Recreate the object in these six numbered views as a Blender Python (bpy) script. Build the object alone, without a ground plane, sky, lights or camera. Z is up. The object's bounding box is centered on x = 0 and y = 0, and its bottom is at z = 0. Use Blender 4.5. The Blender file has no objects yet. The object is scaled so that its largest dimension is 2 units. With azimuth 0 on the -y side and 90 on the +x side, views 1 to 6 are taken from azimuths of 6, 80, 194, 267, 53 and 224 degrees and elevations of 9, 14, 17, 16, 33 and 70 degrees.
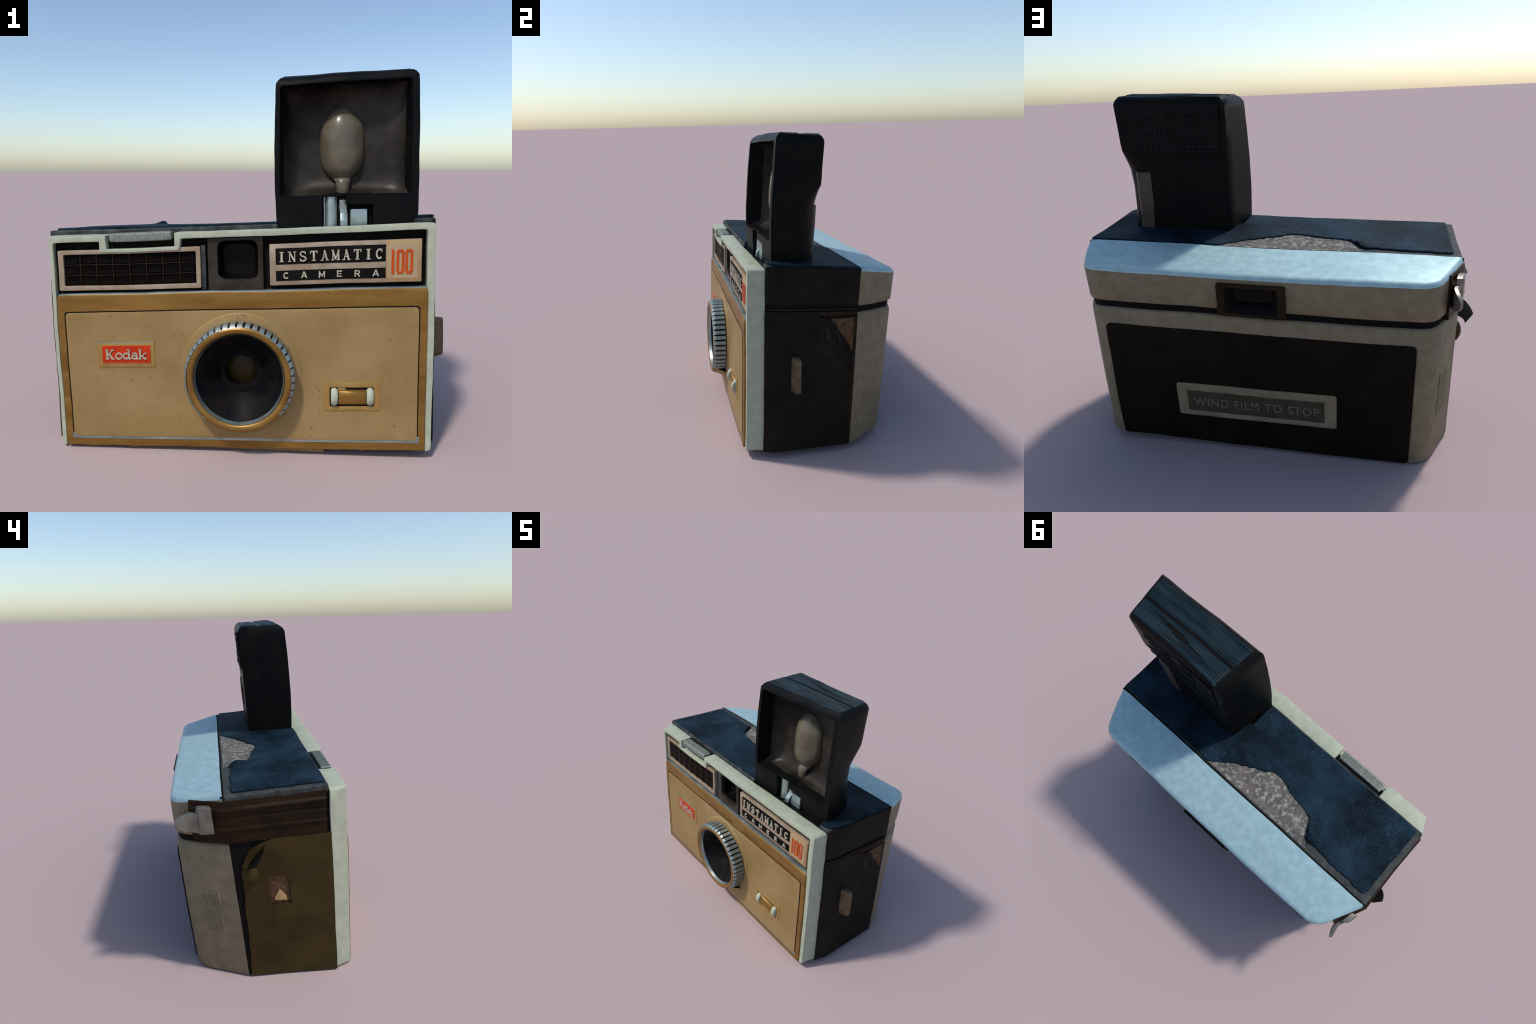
"""Old box film camera with a flip-up flash head, worn leather and metal trim.
Everything is modelled in a squared-up 'design' frame (metres, x right, y back, z up);
settle() then leans and twists it slightly, as the real camera stands."""
import bpy, bmesh, math, random
from mathutils import Vector, Matrix, noise

random.seed(7)
noise.seed_set(7)

# ---------------------------------------------------------------- settling the design frame
BODY_SPAN = ((-0.9, 0.9), (-0.37, 0.23), (0.0, 1.0))
BODY_CORNERS = {  # (x side, y side, z side) -> where that corner of the body stands
    (1, 0, 1): (0.895, -0.352, 1.065), (0, 0, 1): (-0.905, -0.385, 0.985),
    (1, 0, 0): (0.912, -0.384, 0.035), (0, 0, 0): (-0.868, -0.440, 0.000),
    (1, 1, 1): (0.892, 0.248, 1.012), (0, 1, 1): (-0.925, 0.205, 0.945),
    (1, 1, 0): (0.911, 0.187, 0.030), (0, 1, 0): (-0.892, 0.105, 0.000)}
FLASH_SPAN = ((-0.32, 0.32), (-0.14, 0.14), (0.0, 0.66))
FLASH_CORNERS = {
    (1, 0, 1): (0.821, -0.167, 1.752), (0, 0, 1): (0.182, -0.203, 1.721),
    (1, 1, 1): (0.775, 0.083, 1.730), (0, 1, 1): (0.196, 0.079, 1.718),
    (1, 0, 0): (0.830, -0.214, 1.085), (0, 0, 0): (0.191, -0.251, 1.066),
    (0, 1, 0): (0.228, 0.026, 1.055), (1, 1, 0): (0.760, 0.032, 1.065)}


def blend(p, span, corners):
    t = [(p[i] - span[i][0]) / (span[i][1] - span[i][0]) for i in range(3)]
    r = Vector((0, 0, 0))
    for (i, j, k), c in corners.items():
        w = (t[0] if i else 1 - t[0]) * (t[1] if j else 1 - t[1]) * (t[2] if k else 1 - t[2])
        r += w * Vector(c)
    return r


def wobble(p, amp):
    p = Vector(p)
    return (noise.noise_vector(p * 3.1) * 0.0035 + noise.noise_vector(p * 11.0) * 0.0016) * amp


def ease(a, b, v):
    """smooth step from a (0) to b (1)"""
    f = min(1, max(0, (v - a) / (b - a)))
    return f * f * (3 - 2 * f)


def body(p):
    x, y, z = p
    low = 1 - min(1, max(0, z))
    q = blend(p, BODY_SPAN, BODY_CORNERS) + wobble(p, 1.0)
    q.x += 0.020 * (1 + 0.8 * low) * ease(0.80, 0.90, x) * ease(-0.37, -0.18, y) * (1 - ease(0.30, 0.46, y))  # bulging right side
    q.y -= (0.026 if x < 0 else 0.018 * (1 - 0.7 * ease(0.55, 0.8, x))) * low * (x / 0.8) * ease(0.25, 0.48, y)  # twisted rear door
    q.y -= 0.009 * low * ease(-0.3, 0.5, x) * (1 - ease(-0.37, -0.25, y))
    q.z += 0.009 * ease(0.9, 1.02, z) * ease(-0.1, -0.7, x) * ease(-0.32, -0.26, y)
    q.z += 0.014 * low ** 4 * ease(0.0, 0.8, x) * ease(0.2, 0.45, y)
    return q


def flash(p):
    return blend(p, FLASH_SPAN, FLASH_CORNERS) + wobble(Vector(p) + Vector((5, 2, 1)), 1.5)


def local_frame(p, settle):
    """rotation + position of the settled frame at p"""
    p = Vector(p)
    h = 0.15
    ax = (settle(p + Vector((h, 0, 0))) - settle(p - Vector((h, 0, 0)))).normalized()
    az = settle(p + Vector((0, 0, h))) - settle(p - Vector((0, 0, h)))
    az = (az - ax * az.dot(ax)).normalized()
    ay = az.cross(ax)
    m = Matrix((ax, ay, az)).transposed().to_4x4()
    m.translation = settle(p)
    return m


# ---------------------------------------------------------------- materials
def ramp(nt, fac, stops):
    n = nt.nodes.new("ShaderNodeValToRGB")
    e = n.color_ramp.elements
    while len(e) < len(stops):
        e.new(0.5)
    for el, (pos, col) in zip(e, stops):
        el.position = pos
        el.color = (*col, 1) if len(col) == 3 else col
    nt.links.new(fac, n.inputs[0])
    return n.outputs[0]


def tex_noise(nt, vec, scale, detail=5, rough=0.55):
    n = nt.nodes.new("ShaderNodeTexNoise")
    n.inputs["Scale"].default_value = scale
    n.inputs["Detail"].default_value = detail
    n.inputs["Roughness"].default_value = rough
    nt.links.new(vec, n.inputs["Vector"])
    return n.outputs["Fac"]


def mapped(nt, vec, scale=(1, 1, 1), rot=(0, 0, 0)):
    n = nt.nodes.new("ShaderNodeMapping")
    n.inputs["Scale"].default_value = scale
    n.inputs["Rotation"].default_value = rot
    nt.links.new(vec, n.inputs["Vector"])
    return n.outputs["Vector"]


def mix(nt, fac, a, b):
    n = nt.nodes.new("ShaderNodeMix")
    n.data_type = "RGBA"
    nt.links.new(fac, n.inputs["Factor"])
    for sock, v in ((n.inputs["A"], a), (n.inputs["B"], b)):
        if isinstance(v, tuple):
            sock.default_value = (*v, 1)
        else:
            nt.links.new(v, sock)
    return n.outputs["Result"]


def material(name, dark, light, scale=6, rough=0.5, metal=0.0, specks=None, speck_cut=0.70, speck_scale=45, speck_soft=0.05, wear=0.8,
             scratches=None, grain=None, grain_scale=160, grain_depth=0.1, leather=0, spec=0.5, stretch=(1, 1, 1), coat=0.0):
    m = bpy.data.materials.new(name)
    m.use_nodes = True
    nt = m.node_tree
    b = nt.nodes["Principled BSDF"]
    obj = nt.nodes.new("ShaderNodeTexCoord").outputs["Object"]
    vec = mapped(nt, obj, stretch)
    col = ramp(nt, tex_noise(nt, vec, scale), [(0.36, dark), (0.64, light)])
    bump_in = None
    if leather:
        v = nt.nodes.new("ShaderNodeTexVoronoi")
        v.feature = "DISTANCE_TO_EDGE"
        v.inputs["Scale"].default_value = leather
        nt.links.new(obj, v.inputs["Vector"])
        cell = v.outputs["Distance"]
        crease = ramp(nt, cell, [(0.0, (1, 1, 1)), (0.16, (0, 0, 0))])
        pale = tuple(min(1, c * 2.4 + 0.004) for c in light)
        worn = ramp(nt, tex_noise(nt, obj, 7, 3), [(0.45, (0, 0, 0)), (0.7, (wear, wear, wear))])
        n = nt.nodes.new("ShaderNodeMath")
        n.operation = "MULTIPLY"
        nt.links.new(crease, n.inputs[0])
        nt.links.new(worn, n.inputs[1])
        col = mix(nt, n.outputs[0], col, pale)
        bump_in = cell
    if specks:
        s = ramp(nt, tex_noise(nt, obj, speck_scale, 3, 0.6), [(speck_cut, (0, 0, 0)), (min(1, speck_cut + speck_soft), (1, 1, 1))])
        col = mix(nt, s, col, specks)
    if scratches:
        for rot in ((0, 0.45, 0), (0, 0.75, 0)):
            sv = mapped(nt, mapped(nt, obj, (1, 1, 1), rot), (130, 20, 22))
            s = ramp(nt, tex_noise(nt, sv, 1.0, 2), [(0.685, (0, 0, 0)), (0.77, (0.6, 0.6, 0.6))])
            col = mix(nt, s, col, scratches)
    nt.links.new(col, b.inputs["Base Color"])
    b.inputs["Roughness"].default_value = rough
    b.inputs["Metallic"].default_value = metal
    b.inputs["Specular IOR Level"].default_value = spec
    b.inputs["Coat Weight"].default_value = coat
    if grain_depth:
        if bump_in is None:
            bump_in = tex_noise(nt, mapped(nt, obj, grain or (1, 1, 1)), grain_scale, 4)
        bp = nt.nodes.new("ShaderNodeBump")
        bp.inputs["Strength"].default_value = grain_depth
        bp.inputs["Distance"].default_value = 0.004
        nt.links.new(bump_in, bp.inputs["Height"])
        nt.links.new(bp.outputs["Normal"], b.inputs["Normal"])
    return m


M = {
    "cream": material("cream_enamel", (0.33, 0.355, 0.262), (0.39, 0.42, 0.315), 20, 0.5, 0.0, specks=(0.16, 0.15, 0.10), speck_cut=0.69, speck_scale=60, grain_scale=60, grain_depth=0.2, spec=0.25),
    "tan": material("brushed_tan_metal", (0.250, 0.156, 0.054), (0.312, 0.205, 0.083), 3, 0.55, 0.15, specks=(0.10, 0.07, 0.035), speck_cut=0.67, speck_scale=60, scratches=(0.12, 0.085, 0.045), grain_scale=120, grain_depth=0.06, spec=0.3),
    "slidebar": material("grey_slide_bar", (0.045, 0.042, 0.036), (0.085, 0.070, 0.050), 5, 0.35, 0.1, grain_depth=0.03, spec=0.3),
    "tabmetal": material("tarnished_tab", (0.08, 0.055, 0.026), (0.16, 0.12, 0.07), 14, 0.5, 0.2, grain_depth=0.1, spec=0.2),
    "scuff": material("pale_scuff", (0.022, 0.022, 0.021), (0.05, 0.051, 0.05), 40, 0.6, grain_depth=0.05, spec=0.1),
    "gold": material("tarnished_chrome", (0.18, 0.088, 0.013), (0.275, 0.145, 0.028), 5, 0.42, 0.5, specks=(0.08, 0.05, 0.02), speck_cut=0.70, grain_depth=0.04, stretch=(0.6, 1, 3)),
    "gilt": material("gilt_border", (0.32, 0.185, 0.045), (0.40, 0.245, 0.075), 12, 0.4, 0.4, grain_depth=0.04),
    "chrome": material("chrome", (0.20, 0.25, 0.24), (0.36, 0.42, 0.41), 8, 0.35, 0.7, grain_depth=0.04),
    "silver": material("sky_tinted_aluminium", (0.30, 0.445, 0.465), (0.37, 0.53, 0.55), 24, 0.5, 0.25, specks=(0.16, 0.18, 0.17), speck_cut=0.68, speck_scale=75, speck_soft=0.1, grain_scale=220, grain_depth=0.15, spec=0.3),  # baked sky light of the cover's top painted in as cyan
    "door": material("shade_tinted_aluminium", (0.175, 0.145, 0.090), (0.22, 0.186, 0.122), 18, 0.55, 0.1, specks=(0.09, 0.075, 0.05), speck_cut=0.68, speck_scale=60, speck_soft=0.1, grain_scale=220, grain_depth=0.12, spec=0.2),  # same metal as the cover top, with baked brown shade in the colour
    "black": material("black_plastic", (0.003, 0.003, 0.004), (0.007, 0.006, 0.005), 10, 0.45, 0.0, grain_depth=0.05, spec=0.08),
    "flashblack": material("flash_plastic", (0.002, 0.003, 0.004), (0.007, 0.0065, 0.006), 5, 0.42, 0.0, grain_depth=0.05, spec=0.07),
    "flashtop": material("sky_tinted_flash_plastic", (0.005, 0.012, 0.017), (0.017, 0.032, 0.040), 9, 0.5, 0.0, grain_depth=0.05, spec=0.12, stretch=(0.4, 3, 1)),  # same plastic as the housing, baked sky blue put into the colour
    "brownblack": material("brown_black_plastic", (0.009, 0.005, 0.002), (0.024, 0.012, 0.004), 6, 0.4, 0.0, grain_depth=0.04, spec=0.12),
    "matblack": material("matt_black", (0.003, 0.003, 0.003), (0.006, 0.005, 0.004), 10, 0.8, 0.0, grain_depth=0.0, spec=0.1),
    "topleather": material("sky_tinted_leather", (0.002, 0.006, 0.011), (0.009, 0.024, 0.038), 4, 0.6, 0.0, grain_depth=1.0, leather=100, spec=0.07),  # black leather whose blue is sky light baked into the colour
    "leftleather": material("left_light_tinted_leather", (0.030, 0.0185, 0.004), (0.046, 0.029, 0.008), 5, 0.6, 0.0, grain_depth=0.6, leather=105, spec=0.12, wear=0.3),  # dark leather, brown from baked light on the left side
    "sideleather": material("dark_grain_leather", (0.006, 0.005, 0.003), (0.011, 0.0095, 0.006), 6, 0.6, 0.0, grain_depth=0.5, leather=105, spec=0.1, wear=0.4),
    "rearleather": material("rear_grain_leather", (0.005, 0.003, 0.0015), (0.008, 0.005, 0.003), 6, 0.6, 0.0, grain_depth=0.4, leather=105, spec=0.08, wear=0.2),
    "bare": material("bare_glue_metal", (0.075, 0.070, 0.068), (0.14, 0.115, 0.105), 14, 0.7, 0.0, specks=(0.27, 0.29, 0.22), speck_cut=0.50, speck_scale=40, speck_soft=0.16, grain_scale=70, grain_depth=0.4, spec=0.15),
    "baregrey": material("bare_grey_edge", (0.025, 0.029, 0.030), (0.065, 0.068, 0.064), 20, 0.6, 0.1, grain_depth=0.2, spec=0.12),
    "lever": material("dull_lever_metal", (0.15, 0.14, 0.115), (0.24, 0.225, 0.19), 12, 0.4, 0.6, grain_depth=0.08),
    "faintmark": material("faint_raised_mark", (0.007, 0.008, 0.010), (0.016, 0.017, 0.020), 40, 0.5, 0.0, grain_depth=0.05, spec=0.1),
    "barebrown": material("bare_brown_glue", (0.05, 0.027, 0.012), (0.12, 0.065, 0.033), 40, 0.7, grain_depth=0.4, spec=0.15),
    "red": material("red_enamel", (0.40, 0.022, 0.003), (0.50, 0.034, 0.005), 14, 0.4, grain_depth=0.05, spec=0.2),
    "orange": material("orange_red_paint", (0.42, 0.048, 0.004), (0.50, 0.066, 0.006), 14, 0.4, grain_depth=0.05, spec=0.2),
    "letter": material("pale_raised_letter", (0.33, 0.29, 0.20), (0.50, 0.46, 0.36), 30, 0.4, 0.2, grain_depth=0.1),
    "beigeplate": material("beige_plate", (0.33, 0.20, 0.075), (0.40, 0.265, 0.12), 10, 0.45, 0.2, grain_depth=0.06),
    "plate": material("nameplate_metal", (0.28, 0.205, 0.13), (0.38, 0.30, 0.21), 12, 0.4, 0.3, grain_depth=0.06),
    "numberfield": material("number_field_paint", (0.33, 0.235, 0.13), (0.40, 0.29, 0.17), 12, 0.5, 0.0, grain_depth=0.06, spec=0.2),
    "bulb": material("clouded_flash_bulb", (0.075, 0.062, 0.040), (0.13, 0.11, 0.075), 8, 0.25, 0.0, grain_depth=0.03, coat=0.15, spec=0.3),
    "reflector": material("dull_reflector", (0.007, 0.005, 0.003), (0.036, 0.031, 0.025), 4.5, 0.4, 0.2, grain_scale=30, grain_depth=0.1, spec=0.15),
    "lensglass": material("dark_lens_glass", (0.022, 0.013, 0.003), (0.040, 0.025, 0.007), 6, 0.3, 0.0, grain_depth=0.0, spec=0.15),
    "conepaint": material("lens_cone_paint", (0.002, 0.003, 0.005), (0.009, 0.007, 0.005), 14, 0.5, 0.0, grain_depth=0.1, spec=0.06),
    "window": material("dark_window", (0.002, 0.002, 0.003), (0.006, 0.004, 0.003), 8, 0.25, 0.0, grain_depth=0.0, spec=0.03),
    "smoke": material("smoked_plastic", (0.016, 0.013, 0.009), (0.036, 0.030, 0.023), 8, 0.3, 0.0, grain_depth=0.03, spec=0.15),
    "textplate": material("dull_text_plate", (0.038, 0.034, 0.022), (0.055, 0.050, 0.034), 9, 0.5, 0.0, grain_depth=0.05, spec=0.1),
    "faintletter": material("faint_letter", (0.12, 0.115, 0.095), (0.18, 0.175, 0.15), 30, 0.4, 0.2, grain_depth=0.05),
    "button": material("ribbed_grey_button", (0.12, 0.14, 0.12), (0.22, 0.24, 0.20), 60, 0.5, 0.2, grain_depth=0.2, stretch=(3, 0.4, 1)),
}

# ---------------------------------------------------------------- mesh helpers
ROOT = bpy.data.objects.new("film_camera", None)
bpy.context.scene.collection.objects.link(ROOT)
ROOT["label"] = "worn silver and black box film camera with raised flash"
ROOT["category"] = "camera"


def refine(bm, longest):
    for _ in range(7):
        es = [e for e in bm.edges if e.calc_length() > longest]
        if not es:
            break
        bmesh.ops.subdivide_edges(bm, edges=es, cuts=1, use_grid_fill=True)
        big = [f for f in bm.faces if len(f.verts) > 4]
        if big:
            bmesh.ops.triangulate(bm, faces=big)


def finish(bm, name, mat, parent=None, settle=body, bevel=0.0, seg=2, longest=0.12, angle=35):
    bmesh.ops.remove_doubles(bm, verts=bm.verts, dist=1e-6)
    bmesh.ops.recalc_face_normals(bm, faces=bm.faces)
    if bevel:
        bmesh.ops.dissolve_limit(bm, angle_limit=0.02, verts=bm.verts, edges=bm.edges)
        es = [e for e in bm.edges if len(e.link_faces) == 2 and e.calc_face_angle(0) > math.radians(30)]
        bmesh.ops.bevel(bm, geom=es, offset=bevel, segments=seg, affect="EDGES", profile=0.6, clamp_overlap=True)
    if longest:
        refine(bm, longest)
    if settle:
        for v in bm.verts:
            v.co = settle(v.co)
    bmesh.ops.recalc_face_normals(bm, faces=bm.faces)
    me = bpy.data.meshes.new(name)
    bm.to_mesh(me)
    bm.free()
    me.polygons.foreach_set("use_smooth", [True] * len(me.polygons))
    me.set_sharp_from_angle(angle=math.radians(angle))
    me.materials.append(M[mat])
    ob = bpy.data.objects.new(name, me)
    bpy.context.scene.collection.objects.link(ob)
    ob.parent = parent or ROOT
    return ob


def box(name, mat, x, y, z, parent=None, **kw):
    bm = bmesh.new()
    bmesh.ops.create_cube(bm, size=1)
    for v in bm.verts:
        v.co = Vector((x[0] if v.co.x < 0 else x[1], y[0] if v.co.y < 0 else y[1], z[0] if v.co.z < 0 else z[1]))
    return finish(bm, name, mat, parent, **kw)


def rounded(u0, u1, v0, v1, r, n=4):
    pts = []
    for cu, cv, a0 in ((u1 - r, v1 - r, 0), (u0 + r, v1 - r, 90), (u0 + r, v0 + r, 180), (u1 - r, v0 + r, 270)):
        for i in range(n + 1):
            a = math.radians(a0 + 90 * i / n)
            pts.append((cu + r * math.cos(a), cv + r * math.sin(a)))
    return pts


AXES = {"F": lambda u, v, d: (u, d, v), "S": lambda u, v, d: (d, u, v), "T": lambda u, v, d: (u, v, d)}


def sheet(name, mat, plane, outer, near, far, holes=(), parent=None, **kw):
    """flat piece with a free outline (and holes), from depth `near` to depth `far`"""
    bm = bmesh.new()
    f = AXES[plane]
    edges = []
    for loop in (outer, *holes):
        vs = [bm.verts.new(f(u, v, near)) for u, v in loop]
        edges += [bm.edges.new((vs[i], vs[(i + 1) % len(vs)])) for i in range(len(vs))]
    bmesh.ops.triangle_fill(bm, edges=edges, use_beauty=True, use_dissolve=False)
    g = bmesh.ops.extrude_face_region(bm, geom=bm.faces[:])
    shift = Vector(f(0, 0, far)) - Vector(f(0, 0, near))
    for v in g["geom"]:
        if isinstance(v, bmesh.types.BMVert):
            v.co += shift
    return finish(bm, name, mat, parent, **kw)


def jagged(pts, amp, step, seed):
    """open polyline -> rough torn edge"""
    rnd = random.Random(seed)
    out = []
    for a, b in zip(pts, pts[1:]):
        a, b = Vector(a), Vector(b)
        n = max(1, int((b - a).length / step))
        nrm = Vector((-(b - a).y, (b - a).x)).normalized()
        for i in range(n):
            p = a.lerp(b, i / n) + (nrm * rnd.uniform(-amp, amp) if i else Vector((0, 0)))
            out.append(tuple(p))
    out.append(tuple(pts[-1]))
    return out


def loft(bm, rings, close=True, cap0=True, cap1=True):
    rows = [[bm.verts.new(p) for p in r] for r in rings]
    n = len(rows[0])
    for a, b in zip(rows, rows[1:]):
        for i in range(n if close else n - 1):
            j = (i + 1) % n
            bm.faces.new((a[i], a[j], b[j], b[i]))
    if cap0:
        bm.faces.new(rows[0])
    if cap1:
        bm.faces.new(rows[-1])
    return rows


def lathe(name, mat, profile, centre, steps=72, parent=None, a0=0.0, a1=360.0, **kw):
    """profile of (radius, y) turned around the y axis through centre (x, z)"""
    bm = bmesh.new()
    full = abs(a1 - a0) >= 360
    rings = []
    for i in range(steps if full else steps + 1):
        a = math.radians(a0 + (a1 - a0) * i / steps)
        rings.append([(centre[0] + r * math.cos(a), y, centre[1] + r * math.sin(a)) for r, y in profile])
    rows = [[bm.verts.new(p) for p in r] for r in rings]
    m = len(profile)
    for i in range(len(rows) if full else len(rows) - 1):
        a, b = rows[i], rows[(i + 1) % len(rows)]
        for j in range(m - 1):
            bm.faces.new((a[j], a[j + 1], b[j + 1], b[j]))
    return finish(bm, name, mat, parent, longest=0, **kw)


def strokes(name, mat, lines, y, depth, parent=None, settle=body, toward=-1):
    """raised lettering from pen strokes: lines = [(points (x, z), width)]"""
    bm = bmesh.new()
    for k, (pts, w) in enumerate(lines):
        pts = [Vector(p) for p in pts]
        loop = (pts[0] - pts[-1]).length < 1e-5
        if loop:
            pts = pts[:-1]
        n = len(pts)
        left, right = [], []
        for i, p in enumerate(pts):
            d0 = (p - pts[i - 1]).normalized() if (i or loop) else None
            d1 = (pts[(i + 1) % n] - p).normalized() if (i < n - 1 or loop) else None
            d0, d1 = d0 or d1, d1 or d0
            t = (d0 + d1).normalized()
            nrm = Vector((-t.y, t.x))
            k2 = 1 / max(0.5, nrm.dot(Vector((-d0.y, d0.x))))
            left.append(p + nrm * w / 2 * k2)
            right.append(p - nrm * w / 2 * k2)
        yf = y + toward * (depth + 0.00035 * (k % 6))
        rows = [[bm.verts.new((q.x, yy, q.y)) for q in (left[i], right[i])] for i in range(n) for yy in (yf,)]
        back = [[bm.verts.new((q.x, y, q.y)) for q in (left[i], right[i])] for i in range(n)]
        for i in range(n if loop else n - 1):
            j = (i + 1) % n
            bm.faces.new((rows[i][0], rows[j][0], rows[j][1], rows[i][1]))
            for s in (0, 1):
                bm.faces.new((rows[i][s], rows[j][s], back[j][s], back[i][s]))
        if not loop:
            for i in (0, n - 1):
                bm.faces.new((rows[i][0], rows[i][1], back[i][1], back[i][0]))
    return finish(bm, name, mat, parent, settle=settle, longest=0)


def arc(cx, cz, rx, rz, a0, a1, n=12):
    return [(cx + rx * math.cos(math.radians(a0 + (a1 - a0) * i / n)), cz + rz * math.sin(math.radians(a0 + (a1 - a0) * i / n))) for i in range(n + 1)]


# pen-stroke slab letters in a unit cell: width 1, height 1, stroke given per letter
def slab(xc, z, half=0.2):
    return ([(xc - half, z), (xc + half, z)], 0.10)


T, t = 0.22, 0.11
SLAB = {
    "I": [([(0.5, 0), (0.5, 1)], 0.28), slab(0.5, 0.05, 0.3), slab(0.5, 0.95, 0.3)],
    "N": [([(0.15, 0), (0.15, 1)], t), ([(0.12, 1), (0.85, 0)], T), ([(0.85, 0), (0.85, 1)], t), slab(0.15, 0.05), slab(0.1, 0.95), slab(0.85, 0.95)],
    "S": [(arc(0.5, 0.74, 0.36, 0.21, 20, 180, 8) + [(0.3, 0.56), (0.7, 0.45)] + arc(0.5, 0.27, 0.38, 0.22, 20, -160, 8), 0.17), ([(0.82, 0.68), (0.82, 0.95)], 0.09), ([(0.14, 0.05), (0.14, 0.32)], 0.09)],
    "T": [([(0.5, 0), (0.5, 1)], 0.25), ([(0.02, 0.93), (0.98, 0.93)], 0.13), slab(0.5, 0.05, 0.28), ([(0.06, 0.7), (0.06, 1)], 0.1), ([(0.94, 0.7), (0.94, 1)], 0.1)],
    "A": [([(0.18, 0), (0.5, 1)], t), ([(0.46, 1), (0.82, 0)], T), ([(0.3, 0.33), (0.7, 0.33)], 0.09), slab(0.14, 0.05), slab(0.84, 0.05)],
    "M": [([(0.12, 0), (0.12, 1)], t), ([(0.1, 1), (0.5, 0.1)], 0.18), ([(0.5, 0.1), (0.88, 1)], t), ([(0.88, 0), (0.88, 1)], T), slab(0.12, 0.05), slab(0.86, 0.05), slab(0.08, 0.95, 0.14), slab(0.92, 0.95, 0.14)],
    "C": [(arc(0.52, 0.5, 0.38, 0.42, 45, 315, 16), 0.20), ([(0.84, 0.62), (0.84, 0.97)], 0.11)],
    "K": [([(0.2, 0), (0.2, 1)], T), ([(0.25, 0.42), (0.8, 0.97)], t), ([(0.42, 0.55), (0.82, 0)], T), slab(0.2, 0.05), slab(0.2, 0.95), slab(0.8, 0.95, 0.17), slab(0.84, 0.05, 0.17)],
    "o": [(arc(0.5, 0.34, 0.33, 0.28, 0, 360, 18), 0.17)],
    "d": [(arc(0.44, 0.34, 0.30, 0.28, 0, 360, 18), 0.16), ([(0.76, 0), (0.76, 1)], 0.18), slab(0.66, 0.95, 0.14), slab(0.84, 0.05, 0.12)],
    "a": [(arc(0.42, 0.22, 0.26, 0.17, 0, 360, 14), 0.15), ([(0.2, 0.52), (0.35, 0.62), (0.55, 0.62), (0.68, 0.5), (0.7, 0)], 0.16), slab(0.8, 0.05, 0.12)],
    "k": [([(0.2, 0), (0.2, 1)], 0.19), ([(0.25, 0.28), (0.75, 0.62)], t), ([(0.42, 0.38), (0.8, 0)], 0.19), slab(0.2, 0.05, 0.18), slab(0.14, 0.95, 0.14), slab(0.8, 0.05, 0.15), slab(0.75, 0.6, 0.15)],
    "1": [([(0.5, 0), (0.5, 1)], 0.30)],
    "0": [([(0.16, 0.13), (0.16, 0.87), (0.28, 0.94), (0.72, 0.94), (0.84, 0.87), (0.84, 0.13), (0.72, 0.06), (0.28, 0.06), (0.16, 0.13)], 0.32)],
}


def word(letters, x0, z0, advance, width, height, slope=0.0, bold=1.0):
    out = []
    for i, ch in enumerate(letters):
        adv = sum(advance[:i]) if isinstance(advance, list) else advance * i
        for pts, w in SLAB[ch]:
            out.append(([(x0 + adv + p[0] * width, z0 + slope * adv + p[1] * height) for p in pts], w * min(width, height) * bold))
    return out


def plain_text(name, mat, text, x, y, z, width, height, depth, parent=None, spread=1.0, back=False, settle=body, heavy=0.0):
    """built-in sans letters, fitted to a width and height"""
    cu = bpy.data.curves.new(name, "FONT")
    cu.body = text
    cu.space_character = spread
    cu.resolution_u = 4
    cu.offset = heavy
    tmp = bpy.data.objects.new(name, cu)
    bpy.context.scene.collection.objects.link(tmp)
    dg = bpy.context.evaluated_depsgraph_get()
    me = bpy.data.meshes.new_from_object(tmp.evaluated_get(dg))
    bpy.data.objects.remove(tmp)
    bm = bmesh.new()
    bm.from_mesh(me)
    bpy.data.meshes.remove(me)
    xs = [v.co.x for v in bm.verts]
    ys = [v.co.y for v in bm.verts]
    sx, sz = width / (max(xs) - min(xs)), height / (max(ys) - min(ys))
    sgn = -1 if back else 1
    x_min, y_min = min(xs), min(ys)
    for v in bm.verts:
        v.co = Vector((x + sgn * (v.co.x - x_min) * sx, y, z + (v.co.y - y_min) * sz))
    g = bmesh.ops.extrude_face_region(bm, geom=bm.faces[:])
    for v in g["geom"]:
        if isinstance(v, bmesh.types.BMVert):
            v.co.y += depth * (1 if back else -1)
    return finish(bm, name, mat, parent, settle=settle, longest=0)


# ---------------------------------------------------------------- body core
LEFT, RIGHT = -0.90, 0.90
core = box("body", "black", (-0.872, 0.888), (-0.255, 0.225), (0.004, 1.0), bevel=0.01)
box("side_block", "black", (LEFT + 0.012, RIGHT - 0.006), (-0.283, 0.232), (0.004, 1.004), bevel=0.014)
bm = bmesh.new()
loft(bm, [[(x, y, z) for x, y, z in ((-0.80, yy, 0.002 - 0.0), (0.40, yy, -0.021), (0.40, yy, 0.012), (-0.80, yy, 0.012))] for yy in (-0.345, 0.40)])
finish(bm, "base_plate", "tan", bevel=0.003)
# ragged lower edge where the scan was cropped, added as a strip
rag = [(-0.80, 0.02)] + [(-0.8 + 0.02 * i, 0.002 + 0.010 * noise.noise(Vector((i * 0.37, 3, 0))) + (0.012 if i > 62 and i % 3 else 0)) for i in range(1, 83)] + [(0.86, 0.02)]
sheet("ragged_scan_edge", "gold", "F", rag, -0.366, -0.33, longest=0)

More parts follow.
